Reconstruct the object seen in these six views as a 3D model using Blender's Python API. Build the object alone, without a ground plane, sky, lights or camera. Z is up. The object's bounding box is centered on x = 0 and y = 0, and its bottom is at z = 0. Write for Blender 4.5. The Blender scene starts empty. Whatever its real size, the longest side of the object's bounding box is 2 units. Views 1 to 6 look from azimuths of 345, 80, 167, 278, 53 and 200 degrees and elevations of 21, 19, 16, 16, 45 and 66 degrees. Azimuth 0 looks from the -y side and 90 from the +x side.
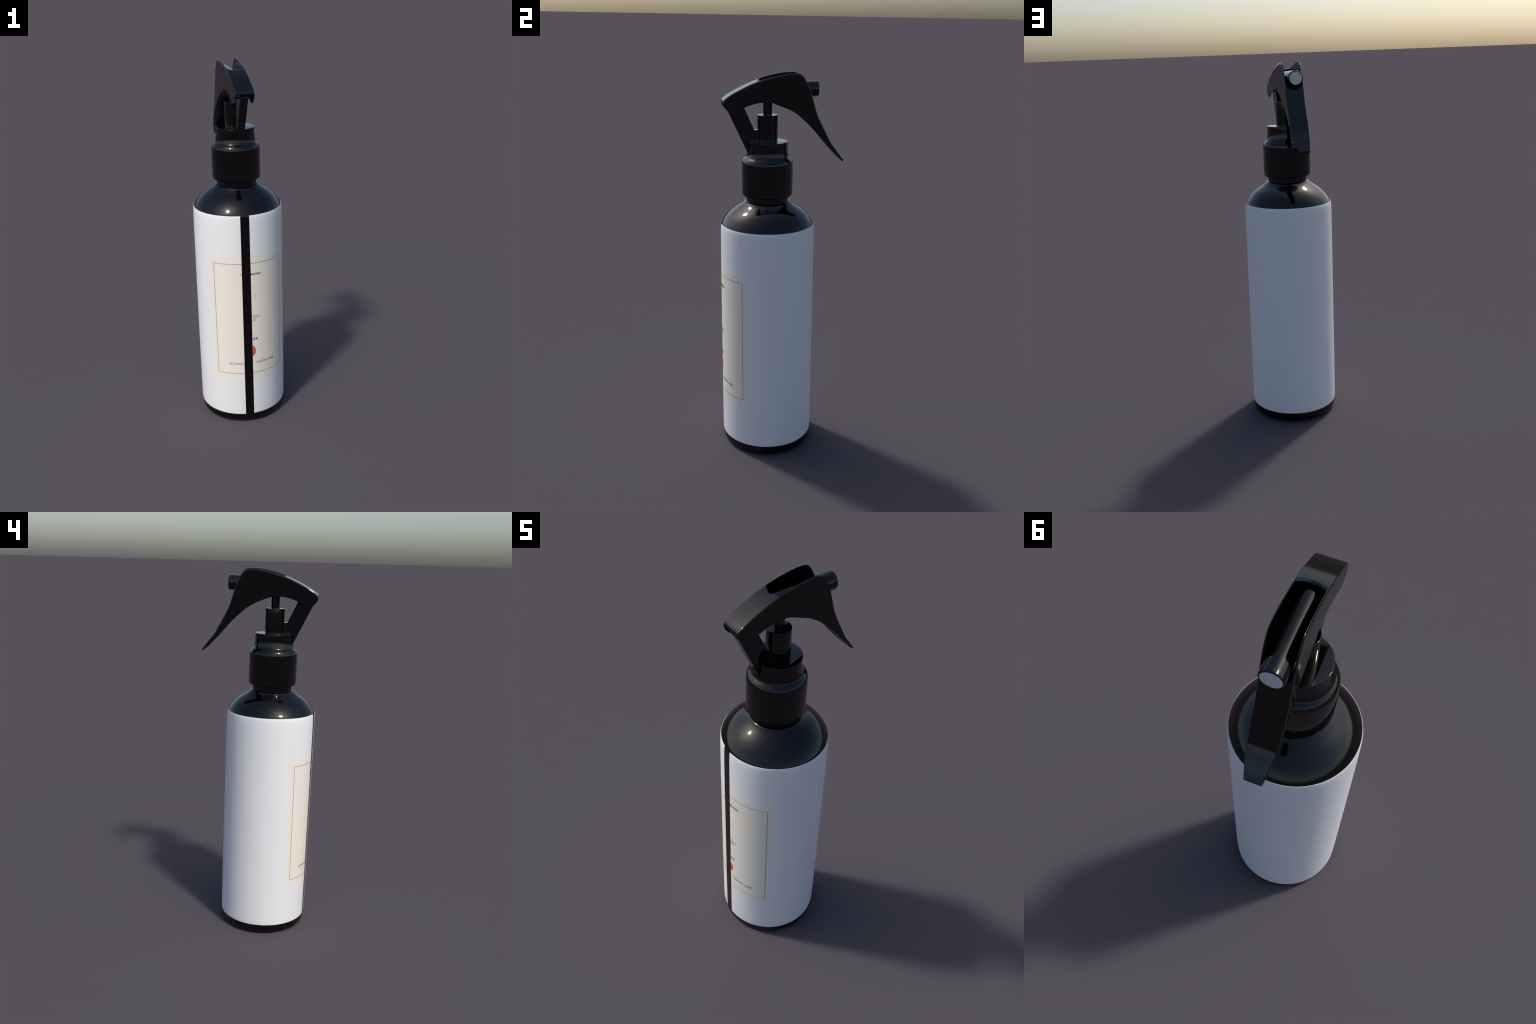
"""Trigger spray bottle: black glossy bottle, black trigger head, white wrap label."""
import bpy, bmesh, math
from mathutils import Matrix, Vector, Euler

# ------------------------------------------------------------------ helpers
def catmull(pts, per=8):
    """Catmull-Rom curve through control points (tuples of any length)."""
    n = len(pts)
    out = []
    for i in range(n - 1):
        p0 = pts[max(i - 1, 0)]; p1 = pts[i]; p2 = pts[i + 1]; p3 = pts[min(i + 2, n - 1)]
        for k in range(per):
            t = k / per
            out.append(tuple(
                0.5 * (2 * b + (c - a) * t + (2 * a - 5 * b + 4 * c - d) * t * t
                       + (3 * b - a - 3 * c + d) * t ** 3)
                for a, b, c, d in zip(p0, p1, p2, p3)))
    out.append(tuple(pts[-1]))
    return out


def bspline(pts, per=6):
    """Smooth uniform cubic B-spline guided by control points, ends clamped."""
    ext = [pts[0]] * 2 + list(pts) + [pts[-1]] * 2
    out = []
    for i in range(len(ext) - 3):
        a, b, c, d = ext[i:i + 4]
        for k in range(per):
            t = k / per
            w = ((1 - t) ** 3 / 6, (3 * t ** 3 - 6 * t * t + 4) / 6,
                 (-3 * t ** 3 + 3 * t * t + 3 * t + 1) / 6, t ** 3 / 6)
            out.append(tuple(w[0] * p + w[1] * q + w[2] * r + w[3] * u for p, q, r, u in zip(a, b, c, d)))
    out.append(tuple(pts[-1]))
    return out


def fillet(p_in, corner, p_out, r, seg=5):
    """Round a profile corner with radius-like distance r."""
    c = Vector(corner)
    a = c + (Vector(p_in) - c).normalized() * r
    b = c + (Vector(p_out) - c).normalized() * r
    res = []
    for i in range(seg + 1):
        t = i / seg
        res.append(tuple((1 - t) ** 2 * a + 2 * t * (1 - t) * c + t * t * b))
    return res


def finish(name, bm, mat, parent, angle=35):
    bmesh.ops.recalc_face_normals(bm, faces=bm.faces)
    me = bpy.data.meshes.new(name)
    bm.to_mesh(me); bm.free()
    me.materials.append(mat)
    shade(me, angle)
    ob = bpy.data.objects.new(name, me)
    bpy.context.scene.collection.objects.link(ob)
    ob.parent = parent
    return ob


def shade(me, angle=35):
    me.polygons.foreach_set("use_smooth", [True] * len(me.polygons))
    me.set_sharp_from_angle(angle=math.radians(angle))


def lathe(profile, seg=128, axis='z', centre=(0, 0, 0)):
    """Surface of revolution; profile = [(radius, height), ...]; r = 0 closes."""
    bm = bmesh.new()
    cx, cy, cz = centre
    def place(r, h, a):
        if axis == 'z':
            return (cx + r * math.cos(a), cy + r * math.sin(a), cz + h)
        if axis == 'y':
            return (cx + r * math.cos(a), cy + h, cz + r * math.sin(a))
        return (cx + h, cy + r * math.cos(a), cz + r * math.sin(a))
    rings = []
    for r, h in profile:
        if r < 1e-6:
            rings.append([bm.verts.new(place(0, h, 0))])
        else:
            rings.append([bm.verts.new(place(r, h, 2 * math.pi * i / seg)) for i in range(seg)])
    for A, B in zip(rings, rings[1:]):
        for i in range(seg):
            j = (i + 1) % seg
            if len(A) == 1 and len(B) == 1:
                continue
            if len(A) == 1:
                bm.faces.new((A[0], B[i], B[j]))
            elif len(B) == 1:
                bm.faces.new((A[i], A[j], B[0]))
            else:
                bm.faces.new((A[i], A[j], B[j], B[i]))
    return bm


def loft(rings, caps=True):
    """Skin a list of equal-length closed rings."""
    bm = bmesh.new()
    vs = [[bm.verts.new(p) for p in ring] for ring in rings]
    n = len(vs[0])
    for A, B in zip(vs, vs[1:]):
        for i in range(n):
            j = (i + 1) % n
            bm.faces.new((A[i], A[j], B[j], B[i]))
    if caps:
        bm.faces.new(vs[0]); bm.faces.new(vs[-1])
    return bm


def prism(poly, half):
    """Extrude a (y, z) polygon symmetrically in x."""
    return loft([[(x, y, z) for y, z in poly] for x in (-half, half)])


def boolean_cut(ob, bm_cut):
    bmesh.ops.recalc_face_normals(bm_cut, faces=bm_cut.faces)
    me = bpy.data.meshes.new("cutter"); bm_cut.to_mesh(me); bm_cut.free()
    cut = bpy.data.objects.new("cutter", me)
    bpy.context.scene.collection.objects.link(cut)
    cut.parent = ob.parent
    m = ob.modifiers.new("cut", 'BOOLEAN')
    m.object = cut; m.operation = 'DIFFERENCE'; m.solver = 'EXACT'
    bpy.context.view_layer.update()
    dg = bpy.context.evaluated_depsgraph_get()
    new = bpy.data.meshes.new_from_object(ob.evaluated_get(dg))
    ob.modifiers.clear()
    assert len(new.polygons) > 100, 'boolean failed'
    old = ob.data; ob.data = new
    new.name = old.name + "_cut"
    bpy.data.meshes.remove(old)
    bpy.data.objects.remove(cut); bpy.data.meshes.remove(me)


# ---------------------------------------------------------------- materials
def material(name, colour, rough, spec=0.5, grain=0.0, grain_scale=120.0, rough_var=0.03):
    m = bpy.data.materials.new(name)
    m.use_nodes = True
    nt = m.node_tree
    b = nt.nodes["Principled BSDF"]
    b.inputs["Specular IOR Level"].default_value = spec
    tc = nt.nodes.new("ShaderNodeTexCoord")
    no = nt.nodes.new("ShaderNodeTexNoise")
    no.inputs["Scale"].default_value = grain_scale
    no.inputs["Detail"].default_value = 3.0
    nt.links.new(tc.outputs["Object"], no.inputs["Vector"])
    mr = nt.nodes.new("ShaderNodeMapRange")
    mr.inputs["To Min"].default_value = max(rough - rough_var, 0.0)
    mr.inputs["To Max"].default_value = rough + rough_var
    nt.links.new(no.outputs["Fac"], mr.inputs["Value"])
    nt.links.new(mr.outputs["Result"], b.inputs["Roughness"])
    ramp = nt.nodes.new("ShaderNodeValToRGB")
    lo = [c * (1 - grain) for c in colour]; hi = [min(1, c * (1 + grain)) for c in colour]
    ramp.color_ramp.elements[0].position = 0.3
    ramp.color_ramp.elements[0].color = (*lo, 1)
    ramp.color_ramp.elements[1].position = 0.7
    ramp.color_ramp.elements[1].color = (*hi, 1)
    nt.links.new(no.outputs["Fac"], ramp.inputs["Fac"])
    nt.links.new(ramp.outputs["Color"], b.inputs["Base Color"])
    return m


BLACK = material("black_gloss_plastic", (0.0012, 0.0012, 0.0013), 0.065, rough_var=0.008)
WHITE = material("white_label_film", (0.80, 0.80, 0.80), 0.42, grain=0.004)
CREAM = material("cream_paper", (0.838, 0.782, 0.682), 0.45, grain=0.006)
SAGE = material("sage_grey_ink", (0.47, 0.475, 0.405), 0.45)
INK = material("dark_green_ink", (0.035, 0.052, 0.045), 0.45)
GREY_INK = material("grey_green_ink", (0.17, 0.19, 0.165), 0.45)
GOLD = material("pale_gold_ink", (0.56, 0.44, 0.30), 0.45)
PALE_GOLD = material("faint_gold_ink", (0.70, 0.61, 0.48), 0.45)
RED = material("brick_red_ink", (0.62, 0.115, 0.055), 0.45)
INSERT = material("pale_nozzle_plastic", (0.58, 0.58, 0.58), 0.5)

# ------------------------------------------------------------------- thing
root = bpy.data.objects.new("spray_bottle", None)
bpy.context.scene.collection.objects.link(root)
root.location = (0.0010, -0.0567, 0.0)
root.rotation_euler = Euler((0.01215, -0.0028, 0.0))      # the bottle leans a touch
root["label"] = "black trigger spray bottle with white wrap-around paper label"
root["category"] = "spray bottle"

# ------------------------------------------------------------- bottle body
foot = [(0.0, 0.010), (0.17, 0.010), (0.195, 0.0045)] + \
       catmull([(0.211, 0.0030), (0.2245, 0.0042), (0.2345, 0.0105), (0.2395, 0.0220), (0.2411, 0.038), (0.2417, 0.060)], 5)
shoulder = bspline([(0.2419, 0.080), (0.2420, 0.30), (0.2411, 0.75), (0.2402, 1.10), (0.2397, 1.190),
                    (0.2394, 1.225), (0.2388, 1.2400), (0.2371, 1.2510), (0.2319, 1.2607), (0.2253, 1.2705),
                    (0.2180, 1.2805), (0.2097, 1.2905), (0.2003, 1.3005), (0.1895, 1.3105),
                    (0.1768, 1.3210), (0.1620, 1.3312), (0.1480, 1.3398), (0.1360, 1.3477),
                    (0.1275, 1.3542), (0.1222, 1.3592), (0.1180, 1.3635), (0.1140, 1.3662), (0.1090, 1.3674), (0.1050, 1.3675)], 6)
finish("bottle_body", lathe(foot + shoulder + [(0.09, 1.3675), (0.09, 1.40), (0.0, 1.40)], 160), BLACK, root, 50)

# neck ring between bottle and cap
finish("neck_ring", lathe([(0.09, 1.362)] + fillet((0.09, 1.3655), (0.1075, 1.3655), (0.1075, 1.40), 0.002)
                          + [(0.1075, 1.405), (0.09, 1.405)], 128), BLACK, root)

# screw cap: skirt, rounded shoulder, upper drum
cap_profile = ([(0.0, 1.3945), (0.10, 1.3945)]
               + fillet((0.10, 1.3945), (0.1290, 1.3945), (0.1290, 1.5), 0.014, 9)
               + bspline([(0.1290, 1.430), (0.1290, 1.500), (0.1290, 1.540), (0.1290, 1.554), (0.1284, 1.565), (0.1260, 1.574), (0.1215, 1.581),
                          (0.1160, 1.5865), (0.1105, 1.591), (0.1075, 1.5955), (0.1057, 1.602),
                          (0.1040, 1.611), (0.1026, 1.622), (0.1018, 1.640)], 5)
               + fillet((0.1016, 1.64), (0.1015, 1.6685), (0.05, 1.6685), 0.0018)
               + [(0.0, 1.6685)])
finish("screw_cap", lathe(cap_profile, 144), BLACK, root, 40)

# pump housing and rod
pump = [(0.0, 1.660), (0.0505, 1.660), (0.0508, 1.6700)] + \
       fillet((0.0508, 1.67), (0.0515, 1.7985), (0.0, 1.7985), 0.0016) + [(0.0, 1.7985)]
finish("pump_housing", lathe(pump, 96), BLACK, root, 40)
finish("pump_rod", lathe([(0.0, 1.79), (0.0222, 1.79), (0.0222, 1.8795), (0.0, 1.8795)], 64), BLACK, root)

# ------------------------------------------------------------ trigger lever
# paired control points: outer (top / front) edge  y, z   |  inner (under) edge  y, z
lever_sections = [
    (-0.2222, 1.8625, -0.2220, 1.8560),
    (-0.2220, 1.8715, -0.2165, 1.8420),
    (-0.2165, 1.8800, -0.2050, 1.8265),
    (-0.2030, 1.8895, -0.1935, 1.8170),
    (-0.1850, 1.9005, -0.1835, 1.8145),
    (-0.1615, 1.9135, -0.1640, 1.8190),
    (-0.1250, 1.9315, -0.1230, 1.8385),
    (-0.0920, 1.9465, -0.0923, 1.8500),
    (-0.0550, 1.9610, -0.0549, 1.8588),
    (-0.0200, 1.9725, -0.0260, 1.8618),
    (0.0183, 1.9825, -0.0040, 1.8620),
    (0.0661, 1.9920, 0.0180, 1.8590),
    (0.1036, 1.9968, 0.0480, 1.8478),
    (0.1390, 1.9975, 0.0685, 1.8395),
    (0.1580, 1.9930, 0.0860, 1.8325),
    (0.1720, 1.9820, 0.1020, 1.8262),
    (0.1830, 1.9665, 0.1170, 1.8185),
    (0.1950, 1.9450, 0.1330, 1.8095),
    (0.2095, 1.9114, 0.1500, 1.7985),
    (0.2226, 1.8700, 0.1715, 1.7840),
    (0.2400, 1.8130, 0.1965, 1.7615),
    (0.2567, 1.7741, 0.2265, 1.7340),
    (0.2826, 1.7241, 0.2610, 1.6970),
    (0.3010, 1.6900, 0.2840, 1.6690),
    (0.3193, 1.6564, 0.3045, 1.6443),
    (0.3504, 1.6169, 0.3360, 1.6090),
    (0.3740, 1.5871, 0.3640, 1.5775),
    (0.3900, 1.5692, 0.3870, 1.5568),
]

def lever_half_width(z):
    table = [(1.50, 0.0225), (1.559, 0.0258), (1.585, 0.0340), (1.617, 0.0420),
             (1.655, 0.0472), (1.70, 0.0490), (1.76, 0.0496), (2.1, 0.0496)]
    for (z0, w0), (z1, w1) in zip(table, table[1:]):
        if z <= z1:
            return w0 + (w1 - w0) * (z - z0) / (z1 - z0)
    return table[-1][1]

def lever_ring(s):
    ty, tz, by, bz = s
    T = Vector((0, ty, tz)); B = Vector((0, by, bz))
    H = (T - B).length
    up = (T - B) / H
    wt, wb = lever_half_width(tz), lever_half_width(bz)
    rx, rt, rb = 0.0045, min(0.009, 0.4 * H), min(0.005, 0.35 * H)
    pts = []
    for cx, w, h0, sgn_h, rh in ((1, wb, 0.0, 1, rb), (1, wt, H, -1, rt), (-1, wt, H, -1, rt), (-1, wb, 0.0, 1, rb)):
        arc = []
        for k in range(5):
            a = k / 4 * math.pi / 2
            x = cx * (w - rx + rx * math.cos(a))
            h = h0 + sgn_h * (rh - rh * math.sin(a))
            arc.append((x, h))
        first_from_bottom = (cx == 1) == (h0 == 0.0)
        pts += arc[::-1] if first_from_bottom else arc
    return [tuple(B + up * h + Vector((x, 0, 0))) for x, h in pts]

lever_sections = [(a - 0.0015, b + (0.0012 if b > 1.88 else 0.0), c - 0.0015, d) for a, b, c, d in lever_sections]
rings = [lever_ring(s) for s in catmull(lever_sections, 5)]
lever = finish("trigger_lever", loft(rings), BLACK, root, 30)

# open slot along the top that holds the nozzle tube, round floored, open at the front
def slot_ring(y, half, zc, sq=1.0):
    ring = [(half, y, 2.10)]
    for k in range(17):
        a = math.pi * k / 16
        ring.append((half * math.cos(a), y, zc - half * sq * math.sin(a)))
    ring.append((-half, y, 2.10))
    return ring
slot = [slot_ring(-0.0455, 0.006, 1.9200), slot_ring(-0.0430, 0.017, 1.9200), slot_ring(-0.0385, 0.0295, 1.9220),
        slot_ring(-0.0330, 0.0392, 1.9245), slot_ring(-0.0270, 0.0446, 1.9270),
        slot_ring(0.10, 0.0446, 1.9170), slot_ring(0.32, 0.0446, 1.9005)]
boolean_cut(lever, loft(slot))
# softened lip where the top plate rolls down into the slot
def lip_ring(step, off, drop):
    ring = []
    for k in range(13):
        x = -0.0440 + 0.0880 * k / 12
        yb = -0.0280 - 0.0165 * (1 - abs(x / 0.0440) ** 1.5)
        y = yb - off
        ring.append((x, y, 1.9681 + 0.33 * (y + 0.0385) - drop))
    zf = 1.945 + 0.006 * step
    return ring + [(0.0440, -0.010, zf), (-0.0440, -0.010, zf)]
lip_curve = [(-0.001, 0.030), (0.0, 0.013), (0.0010, 0.0085), (0.0028, 0.0048), (0.0052, 0.0022),
             (0.0085, 0.0008), (0.0125, 0.0001), (0.0165, -0.0004), (0.0170, -0.06)]
lip = [lip_ring(i, off, drop) for i, (off, drop) in enumerate(lip_curve)]
boolean_cut(lever, loft(lip))
# shallow trough along the underside of the trigger, between two rounded edges
def trough_ring(s, depth):
    ty, tz, by, bz = s
    T = Vector((0, ty, tz)); B = Vector((0, by, bz))
    up = (T - B).normalized()
    w = lever_half_width(bz) - 0.0045
    ring = []
    for k in range(13):
        x = w * math.cos(math.pi * k / 12)
        ring.append(tuple(B + up * depth * (1 - abs(x / w) ** 4.0) + Vector((x, 0, 0))))
    return ring + [tuple(B - up * 0.003 + Vector((-w, 0, 0))), tuple(B - up * 0.003 + Vector((w, 0, 0)))]
trough_depth = {9: 0.003, 10: 0.010, 11: 0.015, 12: 0.020, 13: 0.025, 14: 0.028, 15: 0.029, 16: 0.028, 17: 0.025, 18: 0.022,
                19: 0.019, 20: 0.017, 21: 0.015, 22: 0.013, 23: 0.011, 24: 0.009, 25: 0.006, 26: 0.0025}
boolean_cut(lever, loft([trough_ring(r[:4], r[4]) for r in
                         catmull([(*lever_sections[i], d) for i, d in trough_depth.items()], 5)]))
# cavity at the hinge end in which the arm turns, open to the rear and below
cavity = [(-0.30, 1.8605), (-0.214, 1.8605), (-0.150, 1.8900), (-0.120, 1.8950), (-0.112, 1.8400), (-0.112, 1.78), (-0.30, 1.78)]
boolean_cut(lever, prism(cavity, 0.0435))
# pivot holes in both cheeks
hole = lathe([(0.0, -0.08), (0.0055, -0.08), (0.0055, 0.08), (0.0, 0.08)], 24, 'x', (0, -0.1990, 1.8472))
boolean_cut(lever, hole)
shade(lever.data, 30)
lever.modifiers.new("flat_faces", 'WEIGHTED_NORMAL').keep_sharp = True

finish("pivot_pin", lathe([(0.0, -0.0455), (0.0054, -0.0455), (0.0054, 0.0455), (0.0, 0.0455)], 24, 'x',
                          (0, -0.1990, 1.8472)), BLACK, root)

# hinge arm: slanted bar with a foot that joins the pump housing
arm_poly = ([(-0.0880, 1.6165), (-0.1018, 1.6165), (-0.1960, 1.8155)]
            + [(-0.1980 + 0.0150 * math.cos(a), 1.8472 + 0.0150 * math.sin(a))
               for a in [math.radians(d) for d in (200, 170, 140, 110, 80)]]
            + [(-0.1280, 1.8590), (-0.0678, 1.7272), (-0.0400, 1.7272), (-0.0400, 1.640), (-0.0880, 1.640)])
arm_poly = [(y - 0.0015, z) for y, z in arm_poly]
arm = finish("hinge_arm", prism(arm_poly, 0.0205), BLACK, root)
m = arm.modifiers.new("soft", 'BEVEL'); m.width = 0.0012; m.segments = 2; m.limit_method = 'ANGLE'; m.angle_limit = math.radians(50)

# ------------------------------------------------------------------ nozzle
NZ = (0.0, 0.0, 1.9222)
tube = [(0.0, -0.060), (0.010, -0.060), (0.010, -0.033), (0.0285, -0.0328), (0.0302, -0.0315), (0.0308, -0.0290), (0.0309, -0.0270), (0.0312, -0.0200), (0.0340, 0.080), (0.0384, 0.225)] + \
       fillet((0.0384, 0.225), (0.0386, 0.2515), (0.03, 0.2515), 0.0036) + [(0.0328, 0.2515), (0.0326, 0.2507), (0.0, 0.2507)]
nozzle = finish("nozzle_tube", lathe(tube, 96, 'y', NZ), BLACK, root, 40)
disc = [(0.0012, 0.2508), (0.0012, 0.2518), (0.0323, 0.2518), (0.0323, 0.2508)]
finish("nozzle_insert", lathe(disc, 96, 'y', NZ), INSERT, nozzle)

# ------------------------------------------------------------------- label
GAP_LEFT, GAP_RIGHT = -10.9, 0.45           # degrees from the front (-y), + towards +x

def label_radius(z):
    pts = [(0.0, 0.2425), (0.0575, 0.2429), (0.066, 0.2436), (0.10, 0.2441), (0.30, 0.2441), (0.75, 0.2432), (1.10, 0.2423),
           (1.19, 0.2416), (1.222, 0.2409), (1.240, 0.2399), (1.246, 0.2390), (1.2505, 0.2378), (1.3, 0.22)]
    for (z0, r0), (z1, r1) in zip(pts, pts[1:]):
        if z <= z1:
            return r0 + (r1 - r0) * (z - z0) / (z1 - z0)
    return pts[-1][1]

def on_label(az, z, lift=0.0):
    r = label_radius(z) + lift
    if lift > 0 and az < GAP_LEFT:                       # the print runs slightly askew on the left flap
        az += 1.7 * (1.025 - z) / 0.74 * (GAP_LEFT - az) / 43.4
    a = math.radians(az)
    return (r * math.sin(a), -r * math.cos(a), z)

def curved_patch(bm, az0, az1, z0, z1, lift, thick, zlist=None):
    """Closed curved slab lying on the label surface."""
    na = max(2, int(abs(az1 - az0) / 1.5) + 1)
    zs = zlist or [z0 + (z1 - z0) * i / max(1, int((z1 - z0) / 0.04)) for i in range(max(1, int((z1 - z0) / 0.04)) + 1)]
    azs = [az0 + (az1 - az0) * i / na for i in range(na + 1)]
    outer = [[bm.verts.new(on_label(a, z, lift)) for a in azs] for z in zs]
    inner = [[bm.verts.new(on_label(a, z, lift - thick)) for a in azs] for z in zs]
    nz = len(zs)
    for g in (outer, inner):
        for j in range(nz - 1):
            for i in range(na):
                bm.faces.new((g[j][i], g[j][i + 1], g[j + 1][i + 1], g[j + 1][i]))
    for j in range(nz - 1):
        for i in (0, na):
            bm.faces.new((outer[j][i], outer[j + 1][i], inner[j + 1][i], inner[j][i]))
    for i in range(na):
        for j in (0, nz - 1):
            bm.faces.new((outer[j][i], outer[j][i + 1], inner[j][i + 1], inner[j][i]))

bm = bmesh.new()
label_heights = [0.0575, 0.060, 0.066, 0.08, 0.10, 0.3, 0.5, 0.75, 0.95, 1.10, 1.15, 1.19, 1.205, 1.222, 1.232, 1.240, 1.246, 1.2505]
curved_patch(bm, GAP_RIGHT, 360 + GAP_LEFT, 0, 0, 0.0, 0.0008, label_heights)
label = finish("label_wrap", bm, WHITE, root, 40)

# cream panel, split by the label seam
PAN_L, PAN_R, PAN_B, PAN_T = -54.3, 54.5, 0.2845, 1.0250
bm = bmesh.new()
curved_patch(bm, PAN_L, GAP_LEFT, PAN_B, PAN_T, 0.0003, 0.0002)
curved_patch(bm, GAP_RIGHT, PAN_R, PAN_B, PAN_T, 0.0003, 0.0002)
finish("label_panel", bm, CREAM, label, 40)

# thin border line round the panel
FR_L, FR_R, FR_B, FR_T = -48.6, 49.5, 0.3225, 0.9885
DEG = math.degrees(1 / 0.244)
LW = 0.0052
bm = bmesh.new()
for z in (FR_B, FR_T - LW):
    curved_patch(bm, FR_L, GAP_LEFT, z, z + LW, 0.0007, 0.0005)
    curved_patch(bm, GAP_RIGHT, FR_R, z, z + LW, 0.0007, 0.0005)
for a in (FR_L, FR_R - LW * DEG):
    curved_patch(bm, a, a + LW * DEG, FR_B + LW, FR_T - LW, 0.0007, 0.0005)
finish("border_line", bm, SAGE, label, 40)

bm = bmesh.new()
curved_patch(bm, -28.4, GAP_LEFT, 0.8627, 0.8641, 0.0007, 0.0005)
curved_patch(bm, GAP_RIGHT, 30.2, 0.8627, 0.8641, 0.0007, 0.0005)
finish("divider_line", bm, PALE_GOLD, label, 40)

# red spot, cut off by the seam
bm = bmesh.new()
zc, hh, ac, ha = 0.4622, 0.0302, 0.4, 4.4
n = 40
outer, inner = [], []
for k in range(n + 1):
    t = math.radians(-90 + 180 * k / n)
    a = GAP_RIGHT if k in (0, n) else max(ac + ha * math.cos(t), GAP_RIGHT)
    outer.append(bm.verts.new(on_label(a, zc + hh * math.sin(t), 0.0008)))
    inner.append(bm.verts.new(on_label(a, zc + hh * math.sin(t), 0.0002)))
for lst in (outer, inner):
    base = [bm.verts.new(v.co) for v in ()]
    for k in range(n // 2):
        q = [lst[k], lst[k + 1], lst[n - k - 1], lst[n - k]]
        bm.faces.new(q if len(set(q)) == 4 else [lst[k], lst[k + 1], lst[n - k]])
for k in range(n):
    bm.faces.new((outer[k], outer[k + 1], inner[k + 1], inner[k]))
finish("red_spot", bm, RED, label, 40)


def lettering(text, az_start, az_end, z_base, cap, mat, bold=0.0, shear=0.0, spacing=1.12):
    """One line of text wrapped round the label between two azimuths."""
    cu = bpy.data.curves.new("lettering", 'FONT')
    cu.body = text; cu.size = 1.0; cu.shear = shear; cu.offset = bold; cu.extrude = 0.5; cu.space_character = spacing
    cu.resolution_u = 4
    tmp = bpy.data.objects.new("tmp", cu)
    bpy.context.scene.collection.objects.link(tmp)
    bpy.context.view_layer.update()
    me = bpy.data.meshes.new_from_object(tmp.evaluated_get(bpy.context.evaluated_depsgraph_get()))
    bpy.data.objects.remove(tmp); bpy.data.curves.remove(cu)
    xs = [v.co.x for v in me.vertices]; ys = [v.co.y for v in me.vertices]
    x0, x1, y0, y1 = min(xs), max(xs), min(ys), max(ys)
    for v in me.vertices:
        a = az_start + (az_end - az_start) * (v.co.x - x0) / (x1 - x0)
        zz = z_base + cap * (v.co.y - y0) / (y1 - y0)
        v.co = on_label(a, zz, 0.0008 if v.co.z > 0 else 0.0002)
    me.materials.clear(); me.materials.append(mat)
    ob = bpy.data.objects.new("lettering", me)
    bpy.context.scene.collection.objects.link(ob)
    ob.parent = label
    return ob

lettering("Y", -13.0, -10.95, 0.9175, 0.0124, INK, 0.024)
lettering("BRAND", 0.3, 13.9, 0.9175, 0.0124, INK, 0.024)
lettering("16", 3.3, 6.5, 0.7902, 0.0120, GOLD, 0.02, 0.12)
lettering("OLI", 1.6, 10.6, 0.6660, 0.0145, GREY_INK, 0.002, 0.0, 1.2)
lettering("ST", 1.0, 6.8, 0.6455, 0.0142, GREY_INK, 0.004)
lettering("ER", 1.8, 8.0, 0.5295, 0.0140, INK, 0.022, 0.0, 1.2)
lettering("BOTANICAL", -31.0, -11.0, 0.3815, 0.0122, GREY_INK, 0.015)
lettering("-", 2.5, 3.7, 0.3868, 0.0020, GREY_INK)
lettering("CONCEPT LABEL", 4.7, 32.9, 0.3815, 0.0122, GREY_INK, 0.015)
